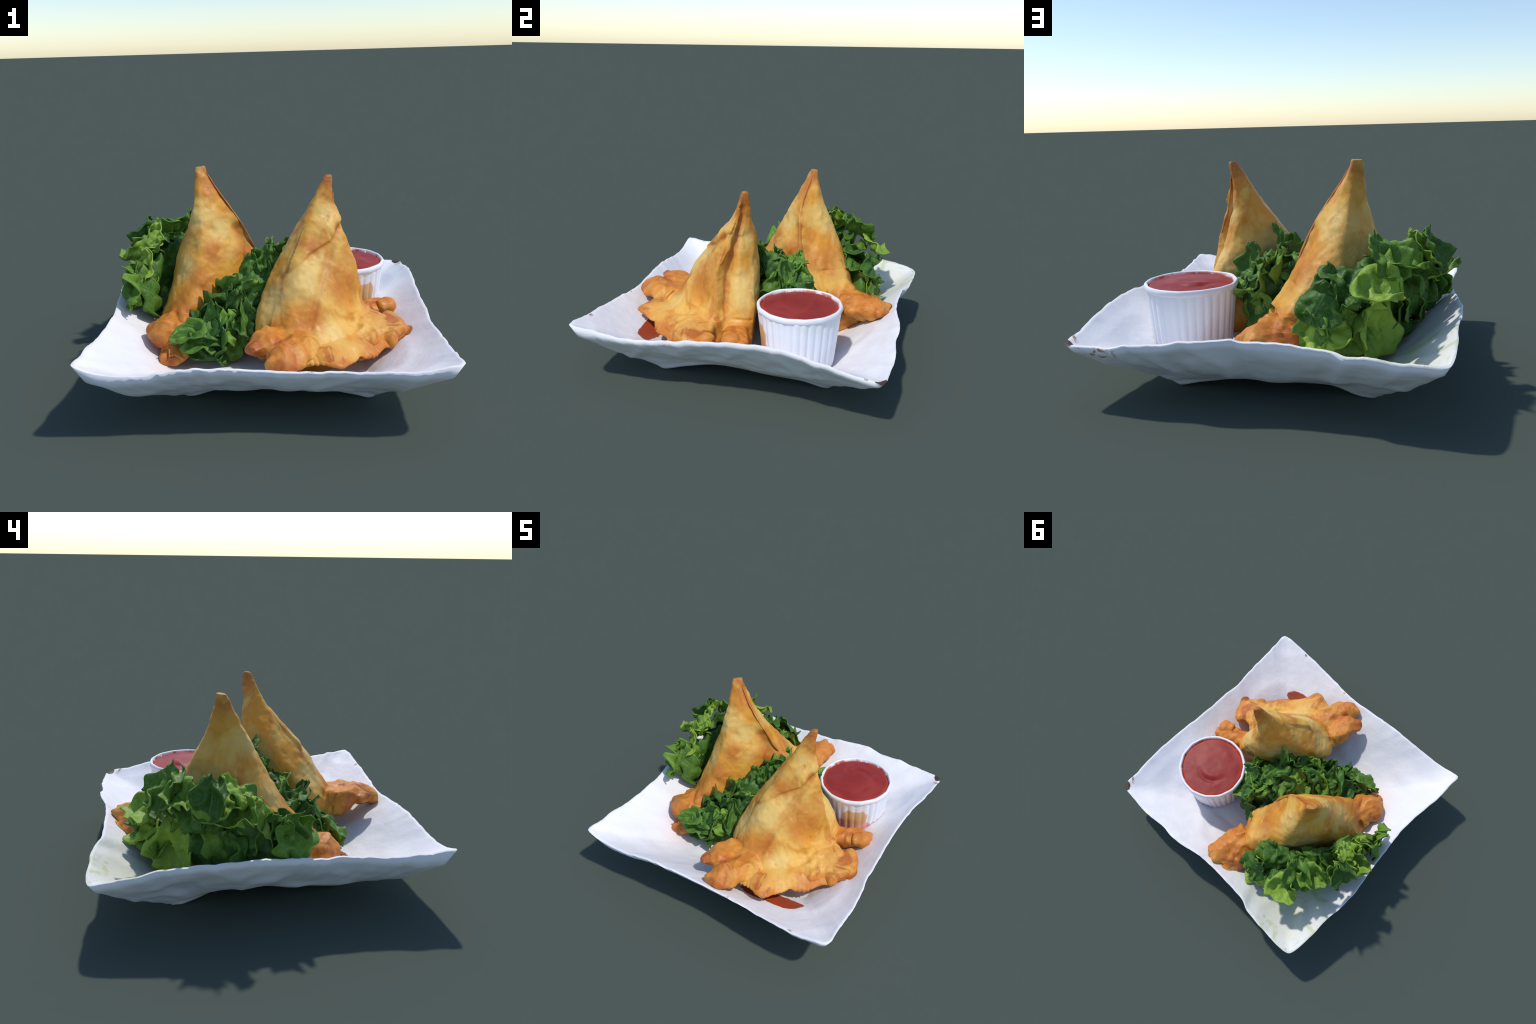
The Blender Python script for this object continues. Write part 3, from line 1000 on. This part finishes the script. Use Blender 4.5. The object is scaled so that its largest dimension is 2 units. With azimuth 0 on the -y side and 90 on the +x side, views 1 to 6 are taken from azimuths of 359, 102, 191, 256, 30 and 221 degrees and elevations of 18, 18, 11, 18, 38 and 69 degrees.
def build_lettuce(floor):
    global FLOOR_AT
    FLOOR_AT = floor
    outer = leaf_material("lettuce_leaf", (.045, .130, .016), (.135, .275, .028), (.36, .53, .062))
    inner = leaf_material("lettuce_leaf_shade_darkened", (.025, .085, .014), (.075, .190, .024), (.200, .370, .045))  # greens lowered to carry the dim light between the pastries
    heart = heart_material()

    # ---- bunch behind the tall pastry
    th = new_thing("lettuce_bunch", (-.58, .40, .14), "ruffled green lettuce bunch with curled leaves", "lettuce")
    sp = [(-.21, .66, .32), (-.31, .58, .38), (-.42, .50, .44), (-.55, .38, .49), (-.67, .24, .50), (-.78, .08, .43), (-.83, -.03, .41)]
    rd = [(.05, .10), (.06, .14), (.065, .17), (.065, .18), (.05, .15), (.035, .10), (.03, .06)]
    build_heart(th, heart, sp, rd, 3.0)
    scatter(th, outer, sp, rd, 15, 5, (-.8, 1.2), (-.8, .6), (.19, .29), flare=.07)
    for c, nr, up, l, w, k in [
        ((-.86, -.04, .46), (-1, -.35, .25), (.1, -.3, 1), .24, .30, 1),
        ((-.53, .68, .58), (-.25, .75, .8), (-.6, .5, .2), .24, .26, 2),
        ((-.26, .70, .52), (.1, .9, .5), (-.3, .2, 1), .22, .24, 3),
        ((-.36, .56, .60), (-.4, .6, .6), (.4, -.3, .8), .24, .26, 4),
        ((-.56, .57, .70), (-.4, .5, .7), (-.2, .3, .9), .26, .24, 5),
        ((-.76, .37, .69), (-.7, .2, .6), (-.2, .1, 1), .22, .22, 6),
        ((-.70, .22, .71), (-.4, -.3, .8), (-.1, .1, 1), .18, .20, 7),
        ((-.76, .10, .58), (-.6, -.5, .5), (-.1, .2, 1), .24, .16, 8),
        ((-.50, .54, .36), (-.75, .6, -.1), (-.3, .3, 1), .34, .30, 0),
        ((-.63, .35, .40), (-.9, .4, -.1), (-.3, .2, 1), .34, .28, 9),
        ((-.76, .15, .37), (-.95, .2, -.1), (-.3, 0, 1), .26, .26, 4),
        ((-.34, .63, .35), (-.3, .95, 0), (.1, .2, 1), .28, .28, 6),
        ((-.22, .75, .33), (.1, .95, .2), (-.1, .1, 1), .20, .20, 1),
        ((-.27, .56, .57), (.1, .6, .7), (.1, .2, 1), .18, .20, 3),
        ((-.64, .50, .68), (-.5, .4, .7), (-.5, .3, .5), .22, .22, 2),
        ((-.78, .38, .71), (-.7, .3, .4), (-.1, 0, 1), .22, .22, 5),
        ((-.73, .25, .73), (-.5, -.3, .6), (-.1, .1, 1), .20, .20, 3),
    ]:
        leaf_at(th, k, outer, c, nr, up, l, w)

    # ---- bunch wedged between the pastries
    th = new_thing("lettuce_bunch", (-.1, -.1, .14), "green lettuce leaves, colour darkened for shade, wedged between the pastries", "lettuce")
    sp = [(-.44, -.38, .24), (-.33, -.29, .30), (-.20, -.16, .38), (-.06, -.02, .47), (.05, .10, .49), (.12, .21, .43), (.14, .30, .36)]
    rd = [(.05, .06), (.09, .10), (.12, .14), (.125, .15), (.125, .15), (.11, .15), (.05, .12)]
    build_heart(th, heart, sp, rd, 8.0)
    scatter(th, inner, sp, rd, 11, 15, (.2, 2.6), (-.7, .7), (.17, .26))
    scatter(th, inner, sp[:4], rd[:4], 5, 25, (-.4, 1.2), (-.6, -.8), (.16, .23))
    for c, nr, up, l, w, k in [
        ((-.47, -.38, .33), (-.3, -.7, .75), (-.8, -.4, .1), .22, .15, 2),
        ((-.40, -.38, .26), (-.2, -.9, .3), (-.8, -.3, .3), .26, .16, 5),
        ((-.33, -.33, .40), (-.2, -.9, .4), (0, .1, 1), .20, .15, 1),
        ((-.20, -.28, .42), (.2, -.95, .2), (0, .1, 1), .30, .16, 8),
        ((-.15, -.32, .36), (.5, -.85, .2), (0, .1, 1), .28, .13, 9),
        ((-.12, -.08, .61), (-.2, -.9, .4), (.1, .1, 1), .18, .14, 3),
        ((.00, -.06, .64), (-.1, -.9, .4), (.1, .1, 1), .17, .15, 6),
        ((.06, -.03, .71), (-.4, .6, .3), (.1, 0, 1), .18, .08, 4),
        ((.06, -.06, .50), (.2, -.5, .8), (.7, .7, .2), .24, .20, 2),
        ((-.06, -.20, .44), (.3, -.5, .8), (.7, .7, .2), .24, .20, 5),
        ((-.14, -.30, .36), (.3, -.5, .8), (.6, .8, 0), .20, .20, 3),
        ((.20, .06, .50), (.2, -.2, .9), (.7, .7, .2), .22, .20, 9),
        ((-.36, -.20, .40), (-.4, .2, .9), (.5, .8, .2), .22, .18, 6),
        ((-.20, .02, .48), (-.4, .2, .9), (.5, .8, .2), .22, .20, 1),
        ((-.06, .20, .50), (-.4, .2, .9), (.5, .8, .2), .20, .18, 7),
        ((.03, .17, .61), (.1, .85, .45), (0, .1, 1), .19, .17, 7),
        ((.20, .16, .60), (.5, .85, .3), (0, .1, 1), .20, .16, 0),
        ((.10, .24, .50), (.9, .5, .3), (0, .1, 1), .26, .22, 2),
        ((.02, .22, .58), (.9, .4, .2), (0, .1, 1), .22, .12, 5),
        ((.22, .12, .48), (.8, .5, .2), (0, .1, 1), .26, .22, 3),
        ((.12, .30, .34), (.5, .9, .2), (0, .1, 1), .28, .26, 8),
        ((-.25, -.34, .25), (.1, -1, .2), (.2, .1, 1), .20, .18, 7),
        ((.10, .36, .29), (.4, .9, .1), (.1, 0, 1), .24, .22, 4),
        ((.02, .38, .30), (.3, .9, .2), (-.1, 0, 1), .22, .20, 1),
        ((-.28, -.12, .46), (-.5, -.2, .8), (-.4, -.6, .3), .20, .18, 0),
        ((-.15, .06, .56), (-.5, .2, .8), (-.4, -.4, .4), .20, .18, 9),
    ]:
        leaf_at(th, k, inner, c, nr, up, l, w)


tray = build_tray(paper_material(), paper_back_material())
sheet = tray.children[0]
bvh = BVHTree.FromPolygons([v.co for v in sheet.data.vertices], [tuple(p.vertices) for p in sheet.data.polygons])


def floor_height(x, y):
    hit = bvh.ray_cast(V((x, y, 3)), V((0, 0, -1)))
    return hit[0].z if hit[0] else -1.0


build_front_pastry(floor_height)
build_back_pastry(floor_height)
build_cup(floor_height)
build_lettuce(floor_height)
